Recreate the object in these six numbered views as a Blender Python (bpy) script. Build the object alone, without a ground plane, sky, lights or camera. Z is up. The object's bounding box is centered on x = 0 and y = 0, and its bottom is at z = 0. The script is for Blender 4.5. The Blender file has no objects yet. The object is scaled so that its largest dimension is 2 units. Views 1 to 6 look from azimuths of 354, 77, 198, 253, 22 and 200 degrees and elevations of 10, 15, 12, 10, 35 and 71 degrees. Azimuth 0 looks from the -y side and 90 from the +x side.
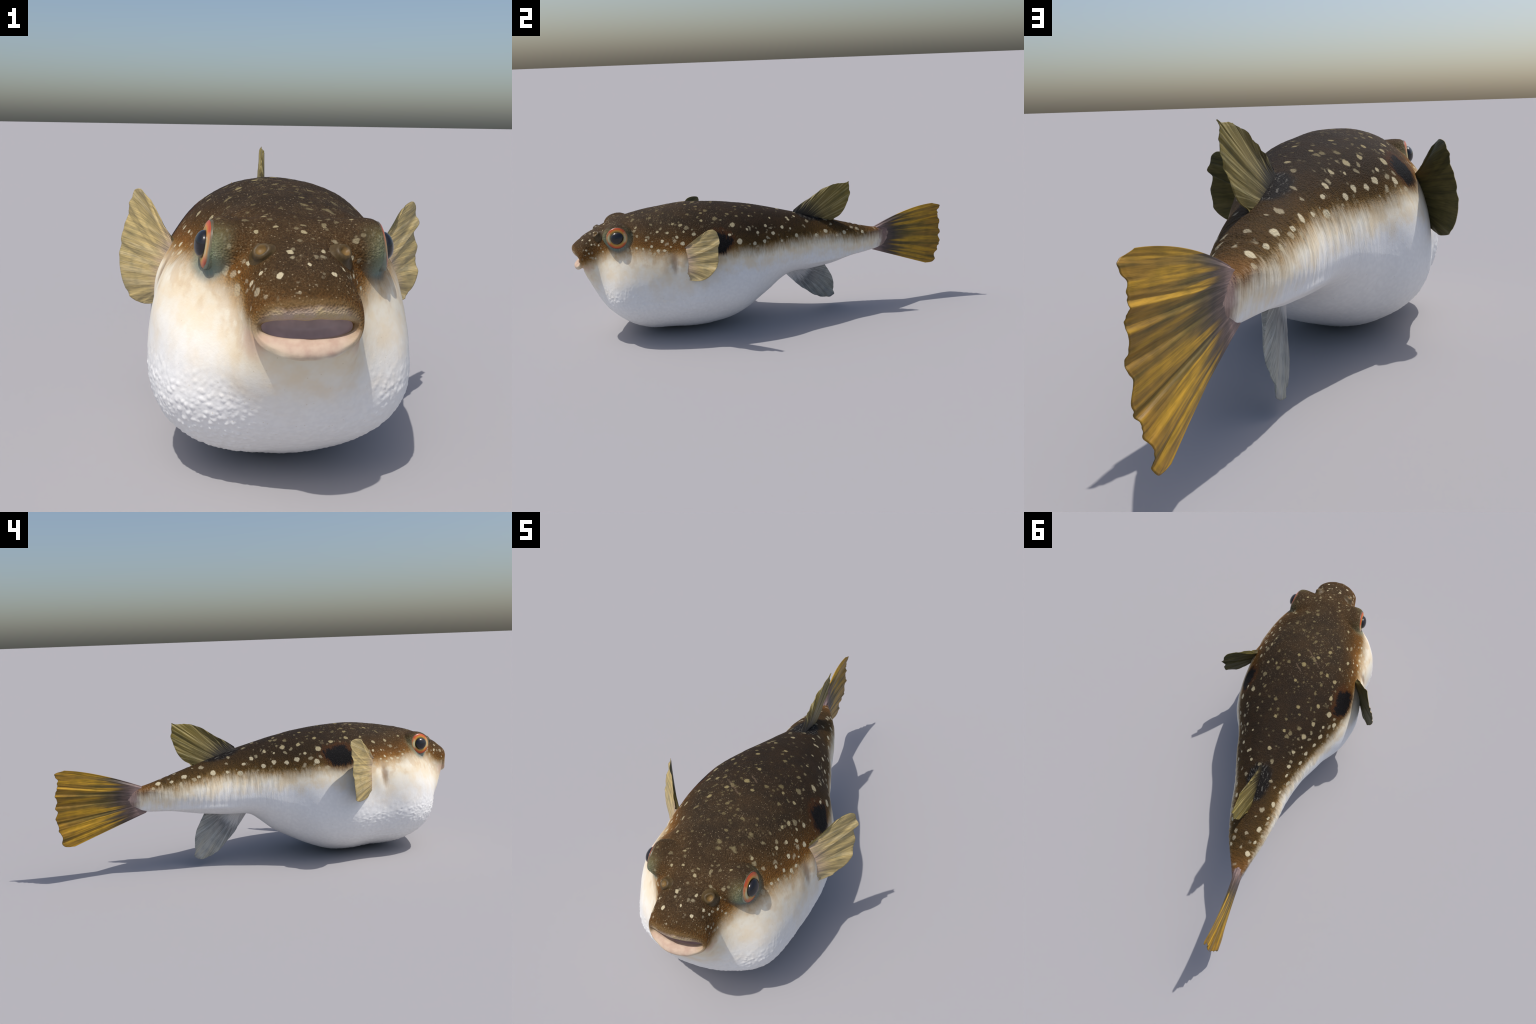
import bpy, math, random
import numpy as np
from mathutils import Vector, Matrix, noise

random.seed(7)
rng = np.random.default_rng(7)

# ------------------------------------------------------------------ helpers
def smooth(x, a, b):
    t = np.clip((x - a) / (b - a), 0, 1)
    return t * t * (3 - 2 * t)

def spline(knots, rows, q):
    """cubic Hermite through the rows (slopes from the neighbours)"""
    h = np.diff(knots)[:, None]
    d = np.diff(rows, axis=0) / h
    m = np.zeros_like(rows)
    m[0], m[-1] = d[0], d[-1]
    m[1:-1] = (d[:-1] * h[1:] + d[1:] * h[:-1]) / (h[1:] + h[:-1])
    j = np.clip(np.searchsorted(knots, q) - 1, 0, len(knots) - 2)
    t = ((q - knots[j]) / (knots[j + 1] - knots[j]))[:, None]
    hh = (knots[j + 1] - knots[j])[:, None]
    return ((2*t**3 - 3*t**2 + 1) * rows[j] + (t**3 - 2*t**2 + t) * hh * m[j]
            + (-2*t**3 + 3*t**2) * rows[j + 1] + (t**3 - t**2) * hh * m[j + 1])

def mesh_from(name, verts, faces, mats, smooth_shade=True):
    me = bpy.data.meshes.new(name)
    me.from_pydata([tuple(map(float, v)) for v in verts], [], faces)
    for m in mats:
        me.materials.append(m)
    if smooth_shade:
        me.polygons.foreach_set("use_smooth", [True] * len(me.polygons))
    me.update()
    return me

def put(name, me, parent):
    ob = bpy.data.objects.new(name, me)
    bpy.context.scene.collection.objects.link(ob)
    ob.parent = parent
    return ob

# ------------------------------------------------------------------ node helper
class Nodes:
    def __init__(self, name):
        self.mat = bpy.data.materials.new(name)
        self.mat.use_nodes = True
        self.t = self.mat.node_tree
        self.t.nodes.clear()
        self.out = self.t.nodes.new("ShaderNodeOutputMaterial")
        self.bsdf = self.t.nodes.new("ShaderNodeBsdfPrincipled")
        self.t.links.new(self.bsdf.outputs[0], self.out.inputs[0])
        self.co = self.t.nodes.new("ShaderNodeTexCoord").outputs["Object"]

    def link(self, v, sock):
        if isinstance(v, bpy.types.NodeSocket):
            self.t.links.new(v, sock)
        elif v is not None:
            sock.default_value = v

    def math(self, op, a, b=None, c=None, clamp=False):
        n = self.t.nodes.new("ShaderNodeMath")
        n.operation = op
        n.use_clamp = clamp
        for i, v in enumerate((a, b, c)):
            self.link(v, n.inputs[i])
        return n.outputs[0]

    def vec(self, op, a, b=None, scale=None):
        n = self.t.nodes.new("ShaderNodeVectorMath")
        n.operation = op
        self.link(a, n.inputs[0])
        self.link(b, n.inputs[1])
        if scale is not None:
            self.link(scale, n.inputs["Scale"])
        return n.outputs["Value"] if op in ("DISTANCE", "LENGTH", "DOT_PRODUCT") else n.outputs[0]

    def xyz(self, v):
        n = self.t.nodes.new("ShaderNodeSeparateXYZ")
        self.link(v, n.inputs[0])
        return n.outputs

    def combine(self, x, y, z):
        n = self.t.nodes.new("ShaderNodeCombineXYZ")
        for i, v in enumerate((x, y, z)):
            self.link(v, n.inputs[i])
        return n.outputs[0]

    def step(self, v, a, b, lo=0.0, hi=1.0):
        n = self.t.nodes.new("ShaderNodeMapRange")
        n.interpolation_type = "SMOOTHSTEP"
        self.link(v, n.inputs[0])
        for i, k in enumerate((a, b, lo, hi)):
            self.link(k, n.inputs[i + 1])
        return n.outputs[0]

    def noise(self, v, scale, detail=2.0, rough=0.5, stretch=None, colour=False):
        if stretch:
            v = self.vec("MULTIPLY", v, stretch)
        n = self.t.nodes.new("ShaderNodeTexNoise")
        self.link(v, n.inputs["Vector"])
        n.inputs["Scale"].default_value = scale
        n.inputs["Detail"].default_value = detail
        n.inputs["Roughness"].default_value = rough
        return n.outputs["Color" if colour else "Fac"]

    def voronoi(self, v, scale, rand=1.0):
        n = self.t.nodes.new("ShaderNodeTexVoronoi")
        self.link(v, n.inputs["Vector"])
        n.inputs["Scale"].default_value = scale
        n.inputs["Randomness"].default_value = rand
        return n.outputs

    def ramp(self, v, stops):
        n = self.t.nodes.new("ShaderNodeValToRGB")
        cr = n.color_ramp
        while len(cr.elements) < len(stops):
            cr.elements.new(0.5)
        for e, (p, c) in zip(cr.elements, stops):
            e.position = p
            e.color = (*c, 1)
        self.link(v, n.inputs[0])
        return n.outputs[0]

    def curve(self, v, pts):
        n = self.t.nodes.new("ShaderNodeFloatCurve")
        cm = n.mapping
        c = cm.curves[0]
        while len(c.points) < len(pts):
            c.points.new(0.5, 0.5)
        for p, (x, y) in zip(c.points, pts):
            p.location = (x, y)
            p.handle_type = "AUTO"
        cm.update()
        self.link(v, n.inputs["Value"])
        return n.outputs[0]

    def mix(self, f, a, b, mode="MIX"):
        n = self.t.nodes.new("ShaderNodeMix")
        n.data_type = "RGBA"
        n.blend_type = mode
        n.clamp_factor = True
        self.link(f, n.inputs[0])
        for v, s in ((a, n.inputs[6]), (b, n.inputs[7])):
            self.link((*v, 1) if isinstance(v, tuple) else v, s)
        return n.outputs[2]

    def finish(self, colour, rough=0.5, spec=0.3, bumps=(), coat=0.0):
        self.link(colour if not isinstance(colour, tuple) else (*colour, 1), self.bsdf.inputs["Base Color"])
        self.link(rough, self.bsdf.inputs["Roughness"])
        self.bsdf.inputs["Specular IOR Level"].default_value = spec
        self.bsdf.inputs["Coat Weight"].default_value = coat
        self.bsdf.inputs["Coat Roughness"].default_value = 0.08
        prev = None
        for h, strength, dist in bumps:
            n = self.t.nodes.new("ShaderNodeBump")
            self.link(strength, n.inputs["Strength"])
            n.inputs["Distance"].default_value = dist
            self.link(h, n.inputs["Height"])
            if prev:
                self.link(prev, n.inputs["Normal"])
            prev = n.outputs[0]
        if prev:
            self.link(prev, self.bsdf.inputs["Normal"])
        return self.mat

# ------------------------------------------------------------------ key places
EYES = {1: Vector((0.178, -0.777, 0.527)), -1: Vector((-0.190, -0.767, 0.529))}
def eye_axis(side):
    az, el = math.radians(84), math.radians(9)
    return Vector((side * math.sin(az) * math.cos(el), -math.cos(az) * math.cos(el), math.sin(el)))
MOUTH = Vector((-0.005, -0.985, 0.406))

# ------------------------------------------------------------------ pigment spots
# pale spots: (x, y, z, radius), grouped by where on the fish they lie
SPOTS = {
 "left rear flank": [
  (0.246,-0.199,0.474,0.0140), (0.225,-0.124,0.451,0.0100), (0.199,-0.066,0.449,0.0093), (0.171,-0.018,0.477,0.0102),
  (0.178,0.028,0.439,0.0077), (0.189,-0.097,0.495,0.0093), (0.201,-0.156,0.518,0.0083), (0.156,-0.054,0.517,0.0076),
  (0.118,-0.022,0.545,0.0069), (0.107,0.079,0.527,0.0078), (0.146,0.036,0.499,0.0086), (0.143,0.077,0.488,0.0069),
  (0.152,0.112,0.452,0.0104), (0.122,0.226,0.438,0.0088), (0.099,0.284,0.449,0.0115), (0.096,0.345,0.419,0.0072),
  (0.074,0.398,0.425,0.0117), (0.040,0.506,0.413,0.0092), (0.135,-0.129,0.569,0.0064), (0.196,-0.224,0.547,0.0125),
  (0.233,-0.245,0.506,0.0082)],
 "left shoulder": [
  (0.226,-0.417,0.524,0.0106), (0.251,-0.475,0.491,0.0090), (0.170,-0.373,0.574,0.0075), (0.125,-0.367,0.602,0.0067),
  (0.191,-0.474,0.566,0.0091), (0.180,-0.512,0.573,0.0066), (0.232,-0.502,0.519,0.0073), (0.217,-0.464,0.539,0.0066),
  (0.207,-0.542,0.540,0.0074), (0.189,-0.587,0.544,0.0074), (0.227,-0.571,0.506,0.0082), (0.226,-0.623,0.484,0.0082),
  (0.244,-0.595,0.466,0.0090), (0.252,-0.564,0.465,0.0073), (0.251,-0.535,0.479,0.0057), (0.204,-0.643,0.507,0.0066),
  (0.222,-0.659,0.475,0.0057), (0.212,-0.690,0.480,0.0057), (0.138,-0.683,0.558,0.0058)],
 "right rear flank": [
  (-0.190,-0.112,0.502,0.0118), (-0.174,-0.066,0.491,0.0101), (-0.151,-0.012,0.492,0.0110), (-0.138,0.040,0.476,0.0118),
  (-0.121,0.148,0.450,0.0126), (-0.230,-0.194,0.495,0.0135), (-0.097,0.017,0.538,0.0094), (-0.123,-0.021,0.532,0.0060),
  (-0.119,-0.063,0.554,0.0137), (-0.141,-0.137,0.566,0.0103), (-0.188,-0.153,0.530,0.0085), (-0.139,-0.223,0.590,0.0095),
  (-0.197,-0.219,0.546,0.0144), (-0.098,0.084,0.509,0.0110), (-0.102,0.128,0.490,0.0076), (-0.104,0.209,0.461,0.0076),
  (-0.094,0.271,0.461,0.0140), (-0.089,0.339,0.448,0.0084), (-0.066,0.405,0.447,0.0126), (-0.065,0.467,0.429,0.0092),
  (-0.051,0.530,0.424,0.0126)],
 "right shoulder": [
  (-0.170,-0.373,0.585,0.0115), (-0.180,-0.291,0.572,0.0103), (-0.184,-0.587,0.569,0.0089), (-0.152,-0.667,0.575,0.0073),
  (-0.198,-0.504,0.560,0.0088), (-0.174,-0.449,0.583,0.0070), (-0.231,-0.487,0.524,0.0078), (-0.248,-0.547,0.500,0.0070),
  (-0.256,-0.584,0.492,0.0079), (-0.256,-0.520,0.484,0.0061), (-0.264,-0.546,0.472,0.0070), (-0.243,-0.644,0.504,0.0062),
  (-0.256,-0.615,0.491,0.0062), (-0.229,-0.536,0.526,0.0061), (-0.254,-0.672,0.479,0.0053)],
 "back": [
  (-0.028,-0.050,0.589,0.0072), (0.035,-0.102,0.600,0.0085), (0.077,0.116,0.534,0.0085), (0.097,0.075,0.535,0.0085),
  (0.014,0.047,0.566,0.0096), (-0.052,-0.181,0.612,0.0097), (-0.008,-0.387,0.633,0.0112), (0.005,-0.294,0.628,0.0086),
  (-0.105,-0.497,0.617,0.0101), (-0.056,-0.446,0.630,0.0087), (0.033,-0.430,0.632,0.0087), (-0.125,-0.382,0.610,0.0087)],
 "face": [
  (-0.089,-0.813,0.557,0.006), (0.115,-0.776,0.550,0.006), (0.004,-0.832,0.561,0.007), (-0.058,-0.942,0.502,0.009),
  (-0.119,-0.864,0.513,0.007), (-0.122,-0.901,0.482,0.007), (-0.140,-0.861,0.494,0.006), (0.033,-0.882,0.534,0.006),
  (-0.033,-0.890,0.533,0.007), (0.045,-0.941,0.502,0.006), (0.098,-0.860,0.516,0.006), (0.117,-0.917,0.449,0.006),
  (0.098,-0.902,0.489,0.006), (0.073,-0.908,0.507,0.006), (-0.093,-0.911,0.504,0.006), (-0.051,-0.810,0.568,0.006),
  (-0.070,-0.759,0.582,0.006), (0.000,-0.926,0.517,0.005), (0.115,-0.874,0.487,0.006), (0.104,-0.852,0.516,0.005), (0.139,-0.863,0.458,0.007), (0.132,-0.893,0.423,0.006), (-0.120,-0.940,0.441,0.006), (0.106,-0.925,0.467,0.006)],
}

# where the dark back meets the pale belly: (y, z) along the fish
EDGE_LINE = [(-1.0, .400), (-.95, .398), (-.92, .404), (-.88, .424), (-.84, .450), (-.775, .470), (-.69, .474),
             (-.6, .460), (-.5, .457), (-.35, .452), (-.28, .446), (-.2, .447), (-.1, .432), (0, .434), (.13, .436),
             (.25, .431), (.33, .420), (.42, .406), (.5, .391), (.58, .388), (.7, .386)]

def skin_material(surface):
    """surface: points of the finished body, used to seat each spot on the skin"""
    n = Nodes("pufferfish_skin")
    co = n.co
    wob = n.vec("SUBTRACT", n.noise(co, 45, 2, colour=True), (0.5, 0.5, 0.5))
    cw = n.vec("ADD", co, n.vec("SCALE", wob, scale=0.012))
    x, y, z = n.xyz(co)
    ax = n.math("ABSOLUTE", x)
    yy = n.math("MULTIPLY_ADD", y, 1 / 1.7, 1 / 1.7)
    line = n.math("MULTIPLY_ADD", n.curve(yy, [((a + 1) / 1.7, (b - .35) / .15) for a, b in EDGE_LINE]), .15, .35)
    d = n.math("SUBTRACT", n.math("MULTIPLY_ADD", x, .05, z), line)
    # streaky, ragged border
    streak = n.noise(co, 1.0, 3, 0.6, stretch=(60, 120, 14))
    blot = n.noise(co, 16, 3, 0.6)
    d = n.math("ADD", d, n.math("MULTIPLY", n.math("SUBTRACT", streak, .5), n.step(y, -.4, .1, .018, .05)))
    d = n.math("ADD", d, n.math("MULTIPLY_ADD", blot, .03, -.015))
    fore = n.step(y, -.25, -.5)          # 1 on the head and shoulders
    # dark upper side
    dd = n.math("MULTIPLY", d, 6.5)
    warm = n.ramp(dd, [(0, (.25, .145, .045)), (.2, (.125, .056, .014)), (.5, (.060, .033, .012)), (.85, (.036, .025, .0145))])
    olive = n.ramp(dd, [(0, (.18, .115, .042)), (.2, (.062, .036, .012)), (.5, (.034, .022, .011)), (.9, (.027, .019, .012))])
    dark = n.mix(fore, olive, warm)
    dark = n.mix(n.step(blot, .35, .7), dark, n.mix(1.0, dark, (1.3, 1.2, 1.05), "MULTIPLY"))
    grain = n.noise(co, 190, 4, 0.7)
    dark = n.mix(n.step(grain, .5, .75, 0, .55), dark, n.mix(1.0, dark, (2.2, 2.0, 1.7), "MULTIPLY"))
    dark = n.mix(n.step(grain, .5, .3, 0, .6), dark, n.mix(1.0, dark, (.45, .42, .4), "MULTIPLY"))
    # fine pale dots over the head
    vd = n.voronoi(co, 150)
    tiny = n.math("MULTIPLY", n.step(vd["Distance"], .30, .16), n.step(n.xyz(vd["Color"])[0], .55, .75))
    dark = n.mix(n.math("MULTIPLY", n.math("MULTIPLY", tiny, .6), n.step(y, -.1, -.45)), dark, (.34, .27, .16))
    # worm-like pale lines on the face
    worm = n.math("ABSOLUTE", n.math("SUBTRACT", n.noise(co, 150, 2, .5), .5))
    wm = n.math("MULTIPLY", n.step(worm, .035, .01, 0, .38), n.step(y, -.35, -.7))
    dark = n.mix(n.math("MULTIPLY", wm, n.step(blot, .3, .6)), dark, (.20, .145, .07))
    # wrinkle lines across the rear
    wr = n.noise(co, 1.0, 3, 0.6, stretch=(40, 170, 22))
    dark = n.mix(n.math("MULTIPLY", n.step(wr, .62, .72, 0, .3), n.step(y, -.1, .1)), dark, (.12, .09, .06))
    dark = n.mix(n.step(d, .03, .12), dark, n.mix(1.0, dark, (.84, .82, .86), "MULTIPLY"))
    # tail root rust
    dark = n.mix(n.math("MULTIPLY", n.step(y, .50, .60), n.step(d, .06, .0)), dark, (.16, .07, .02))
    # snout tip goes ochre just above the lip
    mdist = n.vec("LENGTH", n.vec("DIVIDE", n.vec("SUBTRACT", co, tuple(MOUTH)), (.125, .05, .062)))
    dark = n.mix(n.step(mdist, 1.10, .9, 0, .6), dark, (.17, .11, .048))

    # pale underside
    cream = n.mix(n.step(blot, .35, .65), (.80, .73, .58), (.78, .66, .47))
    white = n.mix(n.step(n.noise(co, 70, 2), .35, .7), (.80, .795, .785), (.84, .835, .82))
    pale = n.mix(n.step(n.math("ADD", d, n.math("MULTIPLY_ADD", blot, .08, -.04)), n.math("MULTIPLY_ADD", fore, -.14, -.12), -.02), white, cream)
    tan = n.math("MULTIPLY", n.math("MULTIPLY", n.math("MULTIPLY_ADD", fore, .7, .2), n.step(ax, .05, .11)), n.step(n.math("MULTIPLY", n.step(d, -.13, -.02), n.step(n.noise(co, 24, 3), .35, .7)), .2, .8, 0, .45))
    pale = n.mix(tan, pale, (.60, .42, .24))
    # rows of upright pale folds on the rear flank
    fold = n.noise(co, 1.0, 2, 0.5, stretch=(16, 95, 9))
    foldm = n.math("MULTIPLY", n.step(fold, .45, .6), n.math("MULTIPLY", n.step(y, -.15, .05), n.step(d, -.14, -.02)))
    pale = n.mix(n.math("MULTIPLY", foldm, .32), pale, (.84, .77, .60))
    # sparse ochre specks on the belly
    vs = n.voronoi(co, 95)
    speck = n.math("MULTIPLY", n.step(vs["Distance"], .17, .08), n.step(n.xyz(vs["Color"])[1], .80, .9))
    pale = n.mix(n.math("MULTIPLY", speck, .35), pale, (.50, .38, .20))
    col = n.mix(n.step(d, -.050, .024), pale, dark)

    # black patch behind each pectoral fin and round the dorsal fin root
    patch = None
    for c, r in (((.262, -.300, .482), (.10, .072, .054)), ((-.240, -.312, .512), (.10, .082, .056))):
        m = n.vec("LENGTH", n.vec("DIVIDE", n.vec("SUBTRACT", cw, c), r))
        m = n.math("ADD", m, n.math("ADD", n.math("MULTIPLY_ADD", blot, .9, -.45), n.math("MULTIPLY_ADD", streak, .9, -.45)))
        patch = n.step(m, 1.15, .95) if patch is None else n.math("MAXIMUM", patch, n.step(m, 1.15, .95))
        halo = n.step(m, 1.35, .85, 0, .75)
        col = n.mix(halo, col, (.07, .025, .008))
        col = n.mix(n.step(m, 1.04, .72), col, n.mix(n.step(grain, .5, .75), (.007, .0065, .007), (.022, .021, .021)))
    m = n.vec("LENGTH", n.vec("DIVIDE", n.vec("SUBTRACT", cw, (.012, .225, .535)), (.070, .115, .055)))
    m = n.math("ADD", m, n.math("MULTIPLY_ADD", blot, .5, -.25))
    wl = n.noise(co, 1.0, 2, 0.6, stretch=(150, 40, 150))
    root = n.mix(n.step(wl, .56, .66), (.010, .009, .009), (.10, .095, .085))
    col = n.mix(n.step(m, 1.1, .75, 0, .95), col, root)

    # purplish flesh where the tail fin grows out
    col = n.mix(n.step(n.math("ADD", y, n.math("MULTIPLY_ADD", streak, .06, -.03)), .605, .65, 0, .9), col, n.mix(n.step(blot, .4, .6), (.30, .20, .18), (.20, .13, .12)))
    # pale spots: the larger ones, each at its place
    wob2 = n.vec("SUBTRACT", n.noise(co, 75, 2, colour=True), (0.5, 0.5, 0.5))
    cs = n.vec("ADD", n.vec("ADD", co, n.vec("SCALE", wob2, scale=.009)), n.vec("SCALE", wob, scale=.010))
    near = None
    for group in SPOTS.values():
        for sx, sy, sz, r in group:
            r *= .82 if sy < -.75 else .94
            sx, sy, sz = map(float, surface[np.argmin(((surface - (sx, sy, sz)) ** 2).sum(1))])
            q = n.math("DIVIDE", n.vec("DISTANCE", cs, (sx, sy, sz)), r * 1.08)
            near = q if near is None else n.math("MINIMUM", near, q)
    spot = n.step(near, 1.12, .72)
    # and a scatter of small dim ones
    vsp = n.voronoi(n.vec("ADD", cw, n.vec("SCALE", wob, scale=.012)), 24, 0.95)
    rr = n.xyz(vsp["Color"])
    size = n.math("MULTIPLY_ADD", rr[0], .20, .15)
    sm = n.math("MULTIPLY", n.step(vsp["Distance"], size, n.math("MULTIPLY", size, .6)), n.step(rr[1], .12, .25, .0, .85))
    sm = n.math("MULTIPLY", n.math("MULTIPLY", sm, n.math("SUBTRACT", 1.0, patch)), n.step(near, 1.5, 2.2))
    vf = n.voronoi(n.vec("ADD", cw, (3.1, 1.7, .4)), 38, 1.0)
    fl = n.math("MULTIPLY", n.step(vf["Distance"], .26, .14), n.step(n.xyz(vf["Color"])[0], .3, .4, 0, .6))
    sm = n.math("MAXIMUM", sm, n.math("MULTIPLY", n.math("MULTIPLY", fl, n.math("SUBTRACT", 1.0, patch)), n.step(y, .2, -.2)))
    up = n.step(z, .47, .62)             # spots are duller on the ridge of the back
    scol = n.mix(up, (.53, .46, .31), (.235, .19, .09))
    allsp = n.math("MAXIMUM", spot, n.math("MULTIPLY", sm, .62))
    allsp = n.math("MULTIPLY", allsp, n.math("MULTIPLY", n.step(d, -.025, .008), n.step(mdist, .95, 1.3)))
    col = n.mix(n.math("MULTIPLY", allsp, .92), col, scol)

    # two old scratches on the back
    for a, b in (((-.075, -.40, .63), (-.005, -.47, .64)), ((-.02, -.33, .63), (.03, -.38, .635))):
        a, b = Vector(a), Vector(b)
        ab = b - a
        t = n.math("DIVIDE", n.vec("DOT_PRODUCT", n.vec("SUBTRACT", cw, tuple(a)), tuple(ab)), ab.length_squared, clamp=True)
        p = n.vec("ADD", n.vec("SCALE", tuple(ab), scale=t), tuple(a))
        q = n.vec("DISTANCE", cw, p)
        col = n.mix(n.math("MULTIPLY", n.step(q, .006, .001, 0, .55), n.step(grain, .3, .6)), col, (.20, .14, .09))

    # gill slit shade and pink-brown skin in front of the fin root
    for s, yy0 in ((1, -.522), (-1, -.522)):
        m = n.vec("LENGTH", n.vec("DIVIDE", n.vec("SUBTRACT", cw, (s * .285, yy0, .410)), (.06, .024, .066)))
        m = n.math("ADD", m, n.math("MULTIPLY_ADD", streak, .5, -.25))
        col = n.mix(n.step(m, 1.15, .2, 0, .7), col, (.20, .11, .055))
    # skin of the eye mounds: olive above, green-blue in front, slate below
    for s in (1, -1):
        e = EYES[s] - eye_axis(s) * .012
        m = n.vec("LENGTH", n.vec("DIVIDE", n.vec("SUBTRACT", co, tuple(e)), (.075, .078, .076)))
        zz = n.math("SUBTRACT", z, e.z)
        tint = n.ramp(n.math("MULTIPLY_ADD", zz, 5.5, .55), [(0.1, (.075, .085, .095)), (.25, (.16, .22, .20)), (.5, (.20, .23, .14)), (.75, (.12, .10, .045)), (1, (.06, .04, .02))])
        lines = n.noise(co, 1.0, 2, 0.6, stretch=(160, 160, 30))
        tint = n.mix(n.step(lines, .5, .7, 0, .35), tint, (.34, .34, .24))
        infront = n.math("MULTIPLY", n.step(zz, .058, .030), n.step(n.math("SUBTRACT", y, e.y), .085, -.02, .45, 1))
        col = n.mix(n.math("MULTIPLY", n.math("MULTIPLY", n.step(m, 1.12, .72, 0, .95), infront), n.step(blot, .2, .5, .6, 1)), col, tint)
    # lips
    lipn = n.noise(co, 32, 3)
    lower = n.step(z, .418, .400)
    lip = n.mix(lower, n.mix(n.step(lipn, .35, .65), (.47, .36, .20), (.46, .35, .28)), n.mix(n.step(lipn, .35, .65), (.47, .33, .255), (.56, .43, .33)))
    ld = n.vec("LENGTH", n.vec("DIVIDE", n.vec("SUBTRACT", cw, tuple(MOUTH)), (.110, .047, .055)))
    ld = n.math("ADD", ld, n.math("MULTIPLY_ADD", lipn, .3, -.15))
    col = n.mix(n.step(ld, 1.06, .74), col, lip)
    # pink blush round the corners of the mouth
    for s in (1, -1):
        m = n.vec("DISTANCE", cw, (s * .115, -.945, .375))
        col = n.mix(n.math("MULTIPLY", n.step(m, .055, .015, 0, .5), n.step(d, .0, -.02)), col, (.58, .34, .24))

    # relief: goose-flesh on the back, folds on the flank
    pore = n.voronoi(co, 210)["Distance"]
    bumps = [(pore, n.math("MULTIPLY", n.step(d, -.02, .03), .5), .004),
             (grain, .18, .003),
             (fold, n.math("MULTIPLY", n.step(y, -.15, .05), .30), .006),
             (wr, n.math("MULTIPLY", n.step(y, -.15, .1), .25), .004)]
    return n.finish(col, rough=.7, spec=.07, bumps=bumps)

def plain(name, colour, rough=.5, spec=.3, var=.25, scale=60, coat=0):
    n = Nodes(name)
    f = n.noise(n.co, scale, 3)
    c = n.mix(f, tuple(v * (1 - var) for v in colour), tuple(min(1, v * (1 + var)) for v in colour))
    return n.finish(c, rough, spec, coat=coat)

def fin_material(name, apex, r0, r1, along, streaks, freq, dim=1.0, rim=None, bumpiness=.5):
    """rays fan out from an apex in the side plane; colour changes along and across them"""
    n = Nodes(name)
    x, y, z = n.xyz(n.co)
    dy, dz = n.math("SUBTRACT", y, apex[0]), n.math("SUBTRACT", z, apex[1])
    ang = n.math("ARCTAN2", dz, dy)
    rad = n.math("SQRT", n.math("ADD", n.math("MULTIPLY", dy, dy), n.math("MULTIPLY", dz, dz)))
    v = n.math("DIVIDE", n.math("SUBTRACT", rad, r0), r1 - r0, clamp=True)
    fan = n.combine(n.math("MULTIPLY", ang, freq), n.math("MULTIPLY", rad, 3.0), n.math("MULTIPLY", x, 4.0))
    broad = n.noise(fan, 1.0, 2, .5)
    thin = n.noise(fan, 5.0, 3, .6)
    soft = n.noise(n.co, 22, 3)
    vv = n.math("ADD", v, n.math("MULTIPLY_ADD", broad, .30, -.15))
    col = n.ramp(vv, along)
    (c1, a1), (c2, a2) = streaks
    col = n.mix(n.math("MULTIPLY", n.step(broad, .50, .62, 0, a1 * .8), n.step(v, .1, .35)), col, c1)
    col = n.mix(n.math("MULTIPLY", n.step(broad, .46, .36, 0, a2 * .8), n.step(v, .1, .35)), col, c2)
    col = n.mix(n.step(thin, .48, .66, 0, .35), col, n.mix(1.0, col, (1.6, 1.55, 1.5), "MULTIPLY"))
    col = n.mix(n.step(thin, .5, .32, 0, .5), col, n.mix(1.0, col, (.5, .5, .5), "MULTIPLY"))
    col = n.mix(n.step(soft, .42, .68, 0, .5), col, n.mix(1.0, col, (.60, .66, .72), "MULTIPLY"))
    if rim:
        col = n.mix(n.step(vv, rim[1], rim[2]), col, rim[0])
    if dim != 1.0:
        col = n.mix(1.0, col, (dim, dim * .95, dim * .8), "MULTIPLY")
    return n.finish(col, .5, .3, bumps=[(broad, bumpiness * .7, .004), (thin, bumpiness * .6, .002)])

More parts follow.
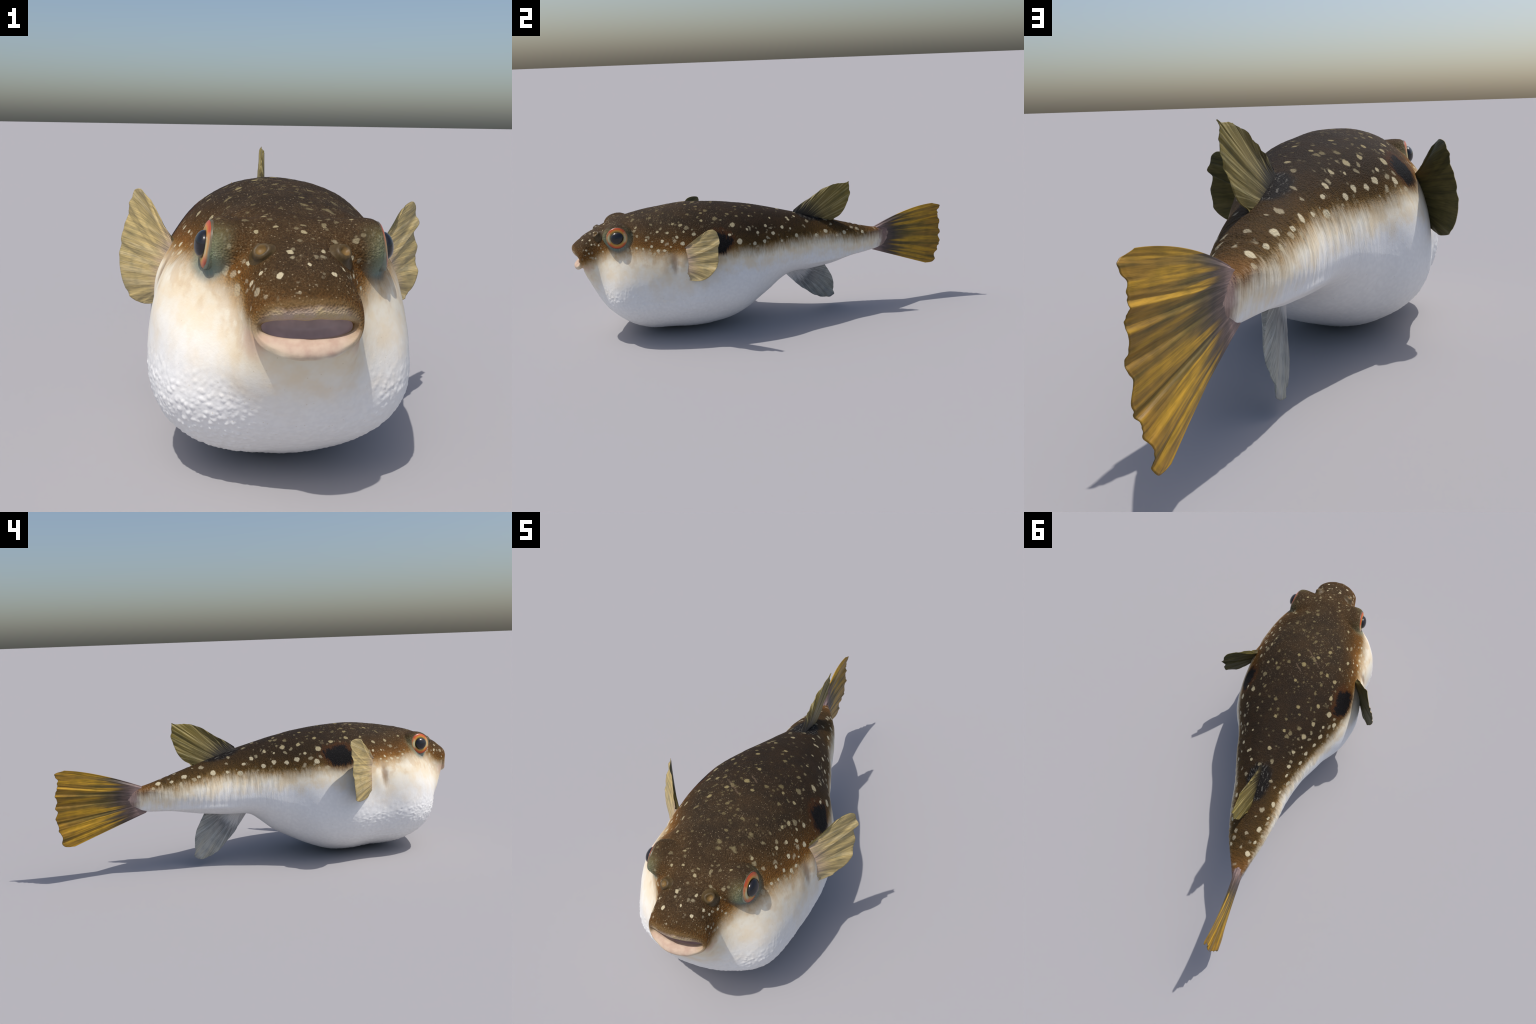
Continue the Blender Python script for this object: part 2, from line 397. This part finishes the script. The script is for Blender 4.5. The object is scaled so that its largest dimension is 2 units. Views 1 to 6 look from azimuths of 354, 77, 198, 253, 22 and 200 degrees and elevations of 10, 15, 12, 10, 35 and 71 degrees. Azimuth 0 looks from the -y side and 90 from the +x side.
# ------------------------------------------------------------------ the body
# stations from tail to mouth:
#  y      xc     top   bottom halfw  zmid  n_up  n_low  bow    lean
# bow = how far the corners lie back, lean = how far the top leans forward
ST = np.array([
 (.735, -.040, .372, .336, .002, .355, 2.0, 2.0, 0, 0),
 (.725, -.040, .385, .322, .004, .356, 2.0, 2.0, 0, 0),
 (.690, -.037, .403, .305, .0085, .360, 2.0, 2.0, 0, 0),
 (.650, -.034, .408, .298, .018, .368, 2.0, 2.1, 0, 0),
 (.610, -.031, .411, .292, .032, .385, 2.0, 2.2, 0, 0),
 (.470, -.012, .447, .278, .082, .367, 2.0, 2.2, 0, 0),
 (.330, -.003, .488, .250, .116, .350, 1.95, 2.25, 0, 0),
 (.200, .008, .528, .234, .137, .338, 1.95, 2.15, 0, 0),
 (.080, .013, .557, .218, .168, .338, 2.25, 1.95, 0, 0),
 (-.05, .006, .591, .123, .215, .314, 2.2, 1.9, 0, 0),
 (-.20, .000, .618, .047, .289, .271, 2.2, 2.15, 0, 0),
 (-.35, -.006, .632, .002, .316, .245, 2.12, 1.95, 0, 0),
 (-.50, -.002, .631, .003, .305, .234, 2.3, 1.95, 0, 0),
 (-.65, -.014, .610, .017, .298, .250, 2.1, 2.02, 0, 0),
 (-.78, -.010, .580, .096, .243, .262, 2.1, 2.4, 0, 0),
 (-.88, -.010, .538, .200, .130, .355, 2.4, 2.5, 0, 0),
 (-.935, -.006, .510, .300, .109, .405, 2.4, 2.4, .004, 0),
 (-.960, -.004, .493, .350, .108, .410, 2.3, 2.3, .012, .000),
 (-.981, -.005, .475, .348, .103, .407, 2.3, 2.3, .022, .001),
 (-.992, -.005, .460, .352, .099, .407, 2.3, 2.3, .030, .003),
 (-.995, -.005, .444, .363, .095, .405, 2.3, 2.3, .032, .002),
 (-.989, -.005, .430, .375, .0905, .403, 2.4, 2.5, .030, .001),
 (-.976, -.005, .423, .384, .087, .403, 2.6, 2.6, .022, .001),
 (-.960, -.005, .422, .383, .085, .403, 2.6, 2.6, .014, 0),
 (-.938, -.005, .430, .375, .081, .403, 2.4, 2.4, .006, 0),
 (-.922, -.005, .432, .384, .066, .403, 2.0, 2.0, 0, 0),
 (-.918, -.003, .420, .396, .025, .408, 2.0, 2.0, 0, 0)])
NR, NA = 540, 480
step_len = np.sqrt(((np.diff(ST[:, [0, 2, 3, 4]], axis=0) * np.array([1, .7, .7, .7])) ** 2).sum(1))
knots = np.concatenate([[0], np.cumsum(step_len)])
# sample more densely toward the mouth
dens = np.interp(np.linspace(0, 1, 2000), [0, .08, .1, 1], [1.6, 1, 1, 1])
kq = np.linspace(0, knots[-1], 4000)
head_k = knots[14]
wgt = 1 + 1.2 * smooth(kq, head_k - .2, head_k) + 2.0 * smooth(kq, knots[16], knots[17])
cum = np.concatenate([[0], np.cumsum((wgt[1:] + wgt[:-1]) / 2)])
q = np.interp(np.linspace(0, cum[-1], NR), cum, kq)
R = spline(knots, ST, q)[:, :, None]
yc, xc, zt, zb, w, zw, nu, nl, bow, lean = [R[:, i] for i in range(10)]
w = np.maximum(w, .002)
th = np.linspace(0, 2 * np.pi, NA, endpoint=False)
c, s = np.cos(th), np.sin(th)
e = np.where(s >= 0, 2 / nu, 2 / nl)
cx = np.sign(c) * np.abs(c) ** e
sz = np.sign(s) * np.abs(s) ** e
V = np.stack([xc + w * cx,
              yc + bow * cx ** 2 - lean * sz,
              zw + np.where(s >= 0, zt - zw, zw - zb) * sz], -1)

def grid_normals(V):
    du = np.gradient(V, axis=0)
    dv = (np.roll(V, -1, 1) - np.roll(V, 1, 1))
    nrm = np.cross(du, dv)
    return nrm / np.maximum(np.linalg.norm(nrm, axis=-1, keepdims=True), 1e-9)

N = grid_normals(V)
if (N[NR // 2, NA // 4] @ np.array([0, 0, 1])) < 0:
    N = -N
outer = np.arange(NR) < np.argmin(np.abs(q - knots[19]))     # rings before the lip crest
om = outer[:, None]

# eye mounds: flat-faced swellings with a rounded rim and a shallow cup for the eyeball
for side in (1, -1):
    ctr, ax = np.array(EYES[side]), np.array(eye_axis(side))
    rel = V - ctr
    a = rel @ ax
    perp = rel - a[..., None] * ax
    up = np.array([0, 0, 1.0]); up -= up @ ax * ax; up /= np.linalg.norm(up)
    fw = np.cross(up, ax)
    pu, pf = perp @ up, perp @ fw
    r = np.sqrt((pu / np.where(pu > 0, .85, 1.0)) ** 2 + (pf / 1.04) ** 2)
    h = .001 - .080 * (1 - (1 - np.clip(r / .074, 0, 1) ** 6) ** .35) - .014 * smooth(r, .049, .040) - 4 * np.clip(r - .074, 0, 1)
    k = .014
    hh = np.clip(.5 + .5 * (h - a) / k, 0, 1)
    target = a * (1 - hh) + h * hh + k * hh * (1 - hh)
    fade = om * smooth(a, -.175, -.105) * (r < .125)
    V = V + (np.maximum(target - a, 0) * fade)[..., None] * ax

N = grid_normals(V)
if (N[NR // 2, NA // 4] @ np.array([0, 0, 1])) < 0:
    N = -N
X, Y, Z = V[..., 0], V[..., 1], V[..., 2]
D = np.zeros(X.shape)
# gill slit in front of each pectoral fin, and the fleshy fin root behind it
g = np.exp(-((Y + .527 - .10 * (.41 - Z)) / .016) ** 2) * smooth(Z, .335, .37) * smooth(Z, .475, .44) * (np.abs(X) > .2)
D -= .0015 * g
D += .010 * np.exp(-((Y + .478) / .032) ** 2 - ((Z - .40) / .060) ** 2) * (np.abs(X) > .2)
D += .002 * np.exp(-((Y + .565) / .03) ** 2 - ((Z - .40) / .07) ** 2) * (np.abs(X) > .2)
# skin fold along the lower edge of the tail stalk
D += .006 * np.exp(-((Z - (.300 - .10 * (.45 - Y) * .4)) / .012) ** 2) * smooth(Y, .12, .25) * smooth(Y, .64, .55) * (Z < .36)
# hollow cheeks between snout and belly, and the neck behind each eye
side_on = smooth(np.abs(X), .05, .12)
right = smooth(X, .06, -.06)          # the fish's right is a little fuller below, leaner above
D -= (.015 + .005 * right) * np.exp(-((Y + .825 - .01 * right) / .085) ** 2 - ((Z - .425) / .078) ** 2) * side_on
D -= (.003 + .024 * right) * np.exp(-((Y + .60) / .065) ** 2 - ((Z - .53) / .065) ** 2) * side_on
D += .011 * np.exp(-((Y + .735) / .095) ** 2 - ((Z - .12) / .10) ** 2)
D += .011 * np.exp(-((Y + .83) / .075) ** 2 - ((Z - .20) / .085) ** 2)
D += .010 * right * np.exp(-((Y + .89) / .05) ** 2 - ((Z - .30) / .06) ** 2)
D += .011 * (1 - right) * np.exp(-((Y + .65) / .045) ** 2 - ((Z - .53) / .05) ** 2)
D += .003 * right * np.exp(-((Y - .07) / .14) ** 2 - ((Z - .37) / .075) ** 2)
# hollow under the mouth between the cheeks
# folds running down the rear flank
ph = Y * 2 * np.pi / .030 + 2.2 * np.sin(Z * 21 + 1.3 * np.sign(X)) + 3 * np.sin(Y * 17)
rag = np.array([noise.noise(Vector(p) * 11) for p in V.reshape(-1, 3)]).reshape(X.shape)
D += .0014 * np.sin(ph) * smooth(rag, -.25, .35) * smooth(Y, -.12, .05) * smooth(Y, .6, .5) * smooth(Z, .28, .34) * smooth(Z, .50, .44)
# goose-flesh prickles on belly and cheeks, faint elsewhere
bel = smooth(Z, .40, .22) * smooth(Y, .12, -.15) * smooth(Y, -.93, -.82)
front = smooth(Y, -.25, -.5)
P3 = V.reshape(-1, 3)
need = np.nonzero((bel.ravel() > .01) | (Z.ravel() > .5))[0]
pr = np.zeros(len(P3))
for i in need:
    p = Vector(P3[i])
    f1 = noise.voronoi(p * 72)[0][0]
    f2 = noise.voronoi(p * 120 + Vector((5, 3, 1)))[0][0]
    pr[i] = max(0, .55 - f1) * 1.3 + max(0, .5 - f2) * .6 - .25
pr = pr.reshape(X.shape)
D += pr * bel * (.0014 + .0032 * front * smooth(Z, .31, .23) * (.30 + .70 * smooth(X, -.02, -.16) + .15 * smooth(X, .1, .2)))
D += pr * .0012 * smooth(Z, .5, .57) * smooth(Y, .15, -.1)
# slow unevenness of the whole skin
sl = np.array([noise.noise(Vector(p) * 7) + .5 * noise.noise(Vector(p) * 15) for p in P3]).reshape(X.shape)
D += sl * .0028 * smooth(Y, -.90, -.8) * smooth(Y, .6, .45)
lip_zone = smooth(Y, -.955, -.975)
D += lip_zone * .0016 * np.array([noise.noise(Vector(p) * 38) for p in P3]).reshape(X.shape)
D -= .005 * np.exp(-((q - knots[17] + .004) / .010) ** 2)[:, None] * (.35 + .65 * smooth(Z, .43, .39))
V = V + (D * np.where(om | (lip_zone > 0), 1, 0))[..., None] * N
V[..., 0] -= .018 * smooth(V[..., 2], .42, .20) * np.exp(-((V[..., 1] - .05) / .13) ** 2)
V[..., 0] -= .007 * smooth(V[..., 2], .28, .05) * smooth(V[..., 1], -.9, -.75) * smooth(V[..., 1], -.1, -.3)
V[..., 2] -= max(V[..., 2].min() - .001, V[..., 2].min()) if V[..., 2].min() < 0 else 0

verts = V.reshape(-1, 3)
tail_pole = V[0].mean(0); throat = V[-1].mean(0)
verts = np.vstack([verts, tail_pole, throat])
PT, PM = NR * NA, NR * NA + 1
faces, region = [], []
lip0 = int(np.argmin(np.abs(q - (knots[17] + knots[18]) / 2)))
lip1 = int(np.argmin(np.abs(q - knots[23])))
def part_of(i, j):
    yr = float(yc[i, 0]); k = th[j]
    if i >= lip1: return "mouth_cavity"
    if i >= lip0: return "lip"
    if yr < -.56: return "head"
    if yr > .24: return "tail_stalk"
    return "torso" if (k < math.pi or k > 2 * math.pi) else "abdomen"
for i in range(NR - 1):
    for j in range(NA):
        j2 = (j + 1) % NA
        faces.append((i * NA + j, (i + 1) * NA + j, (i + 1) * NA + j2, i * NA + j2))
        region.append(part_of(i, j))
for j in range(NA):
    j2 = (j + 1) % NA
    faces.append((PT, j, j2)); region.append("tail_stalk")
    faces.append((PM, (NR - 1) * NA + j2, (NR - 1) * NA + j)); region.append("mouth_cavity")

# ------------------------------------------------------------------ root and skin parts
root = bpy.data.objects.new("pufferfish", None)
bpy.context.scene.collection.objects.link(root)
root["label"] = "inflated brown pufferfish with pale spots, white belly and yellow tail"
root["category"] = "fish"

skin = skin_material(verts[:lip0 * NA])
cav = plain("mouth_lining", (.62, .48, .46), .4, .4, .35, 30)
whole = mesh_from("whole_body", verts, faces, [skin])
# face winding outward?
f0 = whole.polygons[NR // 2 * NA + NA // 4]
if f0.normal.z < 0:
    faces = [tuple(reversed(f)) for f in faces]
    bpy.data.meshes.remove(whole)
    whole = mesh_from("whole_body", verts, faces, [skin])
vn = np.zeros(len(verts) * 3)
whole.vertex_normals.foreach_get("vector", vn)
vn = vn.reshape(-1, 3)
for part in ("head", "lip", "mouth_cavity", "torso", "abdomen", "tail_stalk"):
    fs = [f for f, r in zip(faces, region) if r == part]
    used = sorted({i for f in fs for i in f})
    remap = {o: k for k, o in enumerate(used)}
    me = mesh_from(part, verts[used], [tuple(remap[i] for i in f) for f in fs], [cav if part == "mouth_cavity" else skin])
    me.normals_split_custom_set_from_vertices([tuple(v) for v in vn[used]])
    put(part, me, root)
bpy.data.meshes.remove(whole)

# ------------------------------------------------------------------ fins
def fin(name, rays, mats, thick=(.010, .002), pleats=6, pleat_amp=.006, bulge=(0, 0, 0), nu=150, nv=70, ragged=.0012, seed=1):
    """rays = [(base, edge) or (base, mid, edge)]; a closed, thin, pleated blade. The first material
    goes on the side the normal points to, the second on the other."""
    B = np.array([r[0] for r in rays], float); E = np.array([r[-1] for r in rays], float)
    M = np.array([r[1] if len(r) == 3 else (np.array(r[0]) + np.array(r[1])) / 2 + np.array(bulge) for r in rays], float)
    k = np.concatenate([[0], np.cumsum(np.linalg.norm(np.diff(E, axis=0), axis=1) + .3 * np.linalg.norm(np.diff(M, axis=0), axis=1))])
    t = np.linspace(0, k[-1], nu)
    b, m, ed = spline(k, B, t), spline(k, M, t), spline(k, E, t)
    rr = np.random.default_rng(seed)
    nz = np.array([noise.noise(Vector((tt / k[-1] * 26, seed * 3.1, 0))) for tt in t])
    v = np.linspace(0, 1, nv)[None, :, None]
    ed = ed + (ed - m) * (nz * ragged / .05)[:, None] * np.sin(np.pi * np.clip(t / k[-1], 0, 1))[:, None] ** .3
    ctrl = 2 * m - .5 * (b + ed)
    S = (1 - v) ** 2 * b[:, None] + 2 * v * (1 - v) * ctrl[:, None] + v ** 2 * ed[:, None]
    nn = np.cross(np.gradient(S, axis=0), np.gradient(S, axis=1))
    nn /= np.maximum(np.linalg.norm(nn, axis=-1, keepdims=True), 1e-9)
    nn = nn.mean((0, 1)); nn /= np.linalg.norm(nn)
    u = (t / k[-1])[:, None]
    vv = v[..., 0]
    phase = 2 * np.pi * pleats * u + 1.6 * np.sin(2 * np.pi * u * 2.3 + seed) + .8 * np.sin(2 * np.pi * u * 5.1 + 2 * seed)
    wave = np.sin(phase) * .7 + .3 * np.sin(phase * 2.1 + 1)
    fine = np.sin(phase * 4.3 + seed) * .12
    S = S + ((wave + fine) * pleat_amp * vv ** 1.3 * np.sin(np.pi * np.clip(u, .02, .98)) ** .4)[..., None] * nn
    half = .5 * (thick[0] * (1 - vv) ** 1.5 + thick[1]) * np.clip(np.minimum(u, 1 - u) * 14, .35, 1)
    half = half * np.where(vv > .97, .45, 1)
    A_, B_ = S + half[..., None] * nn, S - half[..., None] * nn
    vs = np.vstack([A_.reshape(-1, 3), B_.reshape(-1, 3)])
    off = nu * nv
    fs, mi = [], []
    for i in range(nu - 1):
        for j in range(nv - 1):
            a = i * nv + j
            fs.append((a, a + nv, a + nv + 1, a + 1)); mi.append(0)
            fs.append((off + a, off + a + 1, off + a + nv + 1, off + a + nv)); mi.append(1)
    rimloop = [i * nv for i in range(nu)] + [(nu - 1) * nv + j for j in range(1, nv)] + [i * nv + nv - 1 for i in range(nu - 2, -1, -1)] + [j for j in range(nv - 2, 0, -1)]
    for a, bb in zip(rimloop, rimloop[1:] + rimloop[:1]):
        fs.append((bb, a, off + a, off + bb)); mi.append(1)
    me = mesh_from(name, vs, fs, mats)
    me.polygons.foreach_set("material_index", mi)
    # make the first material's faces agree with the outward normal
    if Vector(me.polygons[(nu // 2) * (nv - 1) * 2 + nv].normal).dot(Vector(nn)) < 0:
        me.flip_normals()
    me.update()
    return put(name, me, root)

def paired(bases, edges):
    return list(zip(bases, edges))
def lerp_pts(a, b, n):
    return [tuple(np.array(a) * (1 - t) + np.array(b) * t) for t in np.linspace(0, 1, n)]

caud = fin_material("tail_fin_yellow", (.30, .38), .335, .69,
    [(0, (.24, .165, .15)), (.10, (.11, .075, .065)), (.22, (.065, .048, .038)), (.36, (.12, .082, .028)), (.52, (.24, .145, .022)), (1, (.29, .155, .015))],
    (((.52, .29, .015), .85), ((.10, .075, .012), .75)), 26, bumpiness=.7)
cedge = [(-.030, .945, .519), (-.022, .988, .503), (-.033, .976, .468), (-.033, .985, .432), (-.033, .994, .400),
         (-.032, .984, .377), (-.030, .996, .355), (-.033, .990, .330), (-.034, .997, .306), (-.042, .991, .262),
         (-.052, .985, .232), (-.053, .976, .220), (-.054, .980, .189), (-.054, .964, .173), (-.054, .925, .170)]
cbase = lerp_pts((-.033, .590, .409), (-.033, .590, .289), len(cedge))
crays = []
for i, (b, ed) in enumerate(zip(cbase, cedge)):
    m = (np.array(b) + np.array(ed)) / 2 + np.array((-.012 + .014 * i / 14, 0, 0))
    top = max(0, 1 - i / 2.0)
    m = m + top * np.array((0, .022, .022))
    crays.append((b, tuple(m), ed))
fin("caudal_fin", crays, [caud, caud], thick=(.030, .0025), pleats=7, pleat_amp=.0045, nu=220, nv=90, ragged=.002, seed=2)

dors = fin_material("dorsal_fin_olive", (.10, .43), .10, .42,
    [(0, (.012, .011, .010)), (.22, (.03, .022, .012)), (.40, (.15, .11, .03)), (1, (.19, .145, .025))],
    (((.36, .30, .13), .7), ((.105, .085, .02), .6)), 34, bumpiness=.6)
dedge = [(.021, .135, .558), (.021, .170, .583), (.024, .229, .617), (.036, .295, .661), (.045, .345, .679), (.047, .384, .684), (.0445, .420, .684),
         (.044, .430, .690), (.041, .437, .668), (.040, .434, .645), (.040, .440, .622), (.036, .433, .597), (.033, .428, .579), (.026, .414, .543), (.020, .385, .507),
         (.012, .360, .490), (.008, .354, .478)]
dbase = [tuple(np.array((.022, .125, .535)) * (1 - t) + np.array((.006, .345, .465)) * t) for t in np.linspace(0, 1, len(dedge)) ** 1.25]
fin("dorsal_fin", paired(dbase, dedge), [dors, dors], thick=(.022, .003), pleats=8, pleat_amp=.0035, bulge=(.002, 0, 0), nu=180, ragged=.002, seed=3)

anal = fin_material("anal_fin_grey", (.05, .33), .12, .42,
    [(0, (.62, .61, .60)), (.22, (.55, .54, .53)), (.32, (.20, .20, .20)), (.6, (.34, .34, .31)), (1, (.36, .35, .29))],
    (((.42, .43, .42), .6), ((.20, .20, .18), .5)), 34, rim=((.10, .11, .13), .97, 1.1), bumpiness=.5)
aedge = [(.030, .085, .215), (.010, .131, .166), (-.010, .165, .132), (-.025, .205, .100), (-.038, .259, .058), (-.046, .300, .042), (-.052, .340, .035), (-.049, .362, .039), (-.045, .373, .050),
         (-.040, .366, .075), (-.036, .365, .092), (-.020, .361, .126), (-.011, .350, .165), (-.007, .334, .197), (.005, .308, .236)]
abase = lerp_pts((.022, .090, .250), (.006, .295, .262), len(aedge))
fin("anal_fin", paired(abase, aedge), [anal, anal], thick=(.030, .004), pleats=6, pleat_amp=.004, nu=150, ragged=.002, seed=4)

pec_ramp = [(0, (.46, .33, .28)), (.14, (.42, .31, .21)), (.34, (.44, .33, .14)), (1, (.42, .325, .135))]
pec_streaks = (((.54, .44, .25), .6), ((.25, .20, .10), .65))
pec_f = fin_material("pectoral_fin_face", (-.66, .42), .17, .40, pec_ramp, pec_streaks, 24, rim=((.10, .085, .05), 1.08, 1.2), bumpiness=.7)
pec_b = fin_material("pectoral_fin_back", (-.66, .42), .17, .40, [(0, (.07, .05, .04)), (.3, (.10, .085, .025)), (1, (.12, .10, .03))],  # rear faces coloured darker than the front to carry their unlit shade
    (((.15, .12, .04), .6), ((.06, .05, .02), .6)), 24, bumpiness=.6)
ledge = [(.262, -.474, .470), (.300, -.425, .515), (.330, -.390, .548), (.358, -.358, .570), (.375, -.342, .572), (.388, -.327, .560), (.394, -.325, .540),
         (.403, -.322, .516), (.389, -.329, .491), (.393, -.329, .463), (.398, -.331, .435), (.396, -.337, .406), (.396, -.349, .383),
         (.383, -.368, .358), (.352, -.405, .328), (.330, -.433, .321), (.308, -.462, .322)]
lbase = [tuple(np.array((.240, -.478, .466)) * (1 - t) + np.array((.288, -.478, .350)) * t) for t in np.linspace(0, 1, len(ledge))]
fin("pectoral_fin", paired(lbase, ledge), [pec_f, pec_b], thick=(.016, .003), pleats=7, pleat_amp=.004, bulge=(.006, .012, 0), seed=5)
redge = [(-.262, -.476, .492), (-.292, -.432, .540), (-.316, -.395, .578), (-.336, -.365, .600), (-.350, -.335, .602), (-.362, -.313, .594), (-.371, -.307, .570), (-.377, -.307, .545),
         (-.385, -.309, .508), (-.396, -.305, .474), (-.402, -.304, .434), (-.399, -.312, .379), (-.391, -.319, .345), (-.379, -.330, .321),
         (-.353, -.361, .308), (-.330, -.395, .311), (-.305, -.432, .322)]
rbase = [tuple(np.array((-.242, -.478, .478)) * (1 - t) + np.array((-.288, -.462, .350)) * t) for t in np.linspace(0, 1, len(redge))]
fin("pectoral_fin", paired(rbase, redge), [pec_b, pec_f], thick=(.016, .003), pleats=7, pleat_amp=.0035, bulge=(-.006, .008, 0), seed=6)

# ------------------------------------------------------------------ eyes and nostrils
def lathe(name, profile, mats, seg=96, squash=(1, 1), wobble=0.0):
    vs, fs = [], []
    for r, h in profile:
        for k in range(seg):
            a = 2 * math.pi * k / seg
            rr = r * (1 + wobble * (math.sin(2 * a + .6) + .6 * math.sin(3 * a)))
            vs.append((rr * math.cos(a) * squash[0], rr * math.sin(a) * squash[1], h))
    for i in range(len(profile) - 1):
        for k in range(seg):
            k2 = (k + 1) % seg
            fs.append((i * seg + k, i * seg + k2, (i + 1) * seg + k2, (i + 1) * seg + k))
    fs.append(tuple(reversed(range(seg))))
    fs.append(tuple((len(profile) - 1) * seg + k for k in range(seg)))
    return mesh_from(name, vs, fs, mats)

def iris_material():
    n = Nodes("eye_iris")
    x, y, z = n.xyz(n.co)
    r = n.math("SQRT", n.math("ADD", n.math("MULTIPLY", x, x), n.math("MULTIPLY", y, y)))
    nz = n.noise(n.co, 55, 3)
    horiz = n.math("DIVIDE", n.math("ABSOLUTE", x), n.math("MAXIMUM", r, .001))
    side = n.step(n.math("ADD", horiz, n.math("MULTIPLY_ADD", nz, .5, -.25)), .72, 1.05)
    v = n.step(r, .030, .055)
    fire = n.ramp(n.math("ADD", v, n.math("MULTIPLY_ADD", nz, .2, -.1)), [(0, (.62, .40, .10)), (.25, (.60, .24, .02)), (.6, (.58, .10, .012)), (.95, (.38, .06, .02))])
    gold = n.ramp(v, [(0, (.50, .42, .18)), (.5, (.56, .52, .30)), (.85, (.50, .26, .06)), (1, (.24, .20, .14))])
    return n.finish(n.mix(side, fire, gold), .3, .5)

def lid_material():
    n = Nodes("eye_rim")
    x, y, z = n.xyz(n.co)
    nz = n.noise(n.co, 70, 3)
    t = n.math("ADD", n.math("MULTIPLY_ADD", y, 7.0, .5), n.math("MULTIPLY_ADD", nz, .4, -.2))
    return n.finish(n.ramp(t, [(0, (.08, .085, .10)), (.3, (.20, .24, .19)), (.55, (.16, .14, .08)), (1, (.07, .042, .02))]), .4, .4)

iris_m, lid_m = iris_material(), lid_material()
pupil_m = plain("eye_pupil", (.010, .009, .011), .22, .5, .6, 40, coat=.15)
for side in (1, -1):
    ax = eye_axis(side)
    up = (Vector((0, 0, 1)) - ax * ax.z).normalized()
    right = up.cross(ax)
    M = Matrix((right, up, ax)).transposed().to_4x4()
    M = M @ Matrix.Scale(.95, 4)
    M.translation = EYES[side]
    eye = put("eye", lathe("eye", [(.0550, -.020), (.0550, -.008), (.0546, -.0045), (.0537, -.0030), (.0525, -.0035), (.052, -.008), (.03, -.010)], [lid_m], wobble=.02), root)
    eye.matrix_world = M
    iris = put("iris", lathe("iris", [(.054, -.008), (.0535, -.003), (.050, -.0005), (.045, .001), (.040, .0025), (.036, .003), (.030, -.001), (.01, -.002)], [iris_m], squash=(1.0, .97)), eye)
    pup = put("pupil", lathe("pupil", [(.0312, -.002), (.0312, .003)] + [(.0312 * math.cos(a), .003 + .019 * math.sin(a)) for a in np.linspace(.12, 1.53, 14)], [pupil_m], squash=(1.03, .98), wobble=.02), eye)

nos_m = Nodes("nostril_skin")
_f = nos_m.noise(nos_m.co, 160, 3)
_z = nos_m.xyz(nos_m.co)
nos_c = nos_m.mix(_f, (.035, .022, .009), (.11, .07, .024))
_r = nos_m.math("SQRT", nos_m.math("ADD", nos_m.math("MULTIPLY", _z[0], _z[0]), nos_m.math("MULTIPLY", _z[1], _z[1])))
nos_c = nos_m.mix(nos_m.math("MULTIPLY", nos_m.step(_r, .013, .008), nos_m.step(_z[2], .004, .010)), nos_c, (.17, .10, .03))
nos_m = nos_m.finish(nos_c, .5, .3, bumps=[(_f, .4, .002)])
for p, d in (((.070, -.868, .524), (.42, -.62, .66)), ((-.080, -.868, .526), (-.42, -.62, .66))):
    prof = [(.040, -.014), (.0300, -.005), (.0235, .001), (.0200, .006), (.0190, .010), (.0172, .0138), (.0145, .0155), (.0118, .0155), (.0095, .0138), (.0075, .0105), (.004, .009), (.001, .0085)]
    ob = put("nostril", lathe("nostril", prof, [nos_m], seg=48, wobble=.07), root)
    dz = Vector(d).normalized()
    ob.matrix_world = Matrix.Translation(p) @ dz.to_track_quat("Z", "Y").to_matrix().to_4x4()
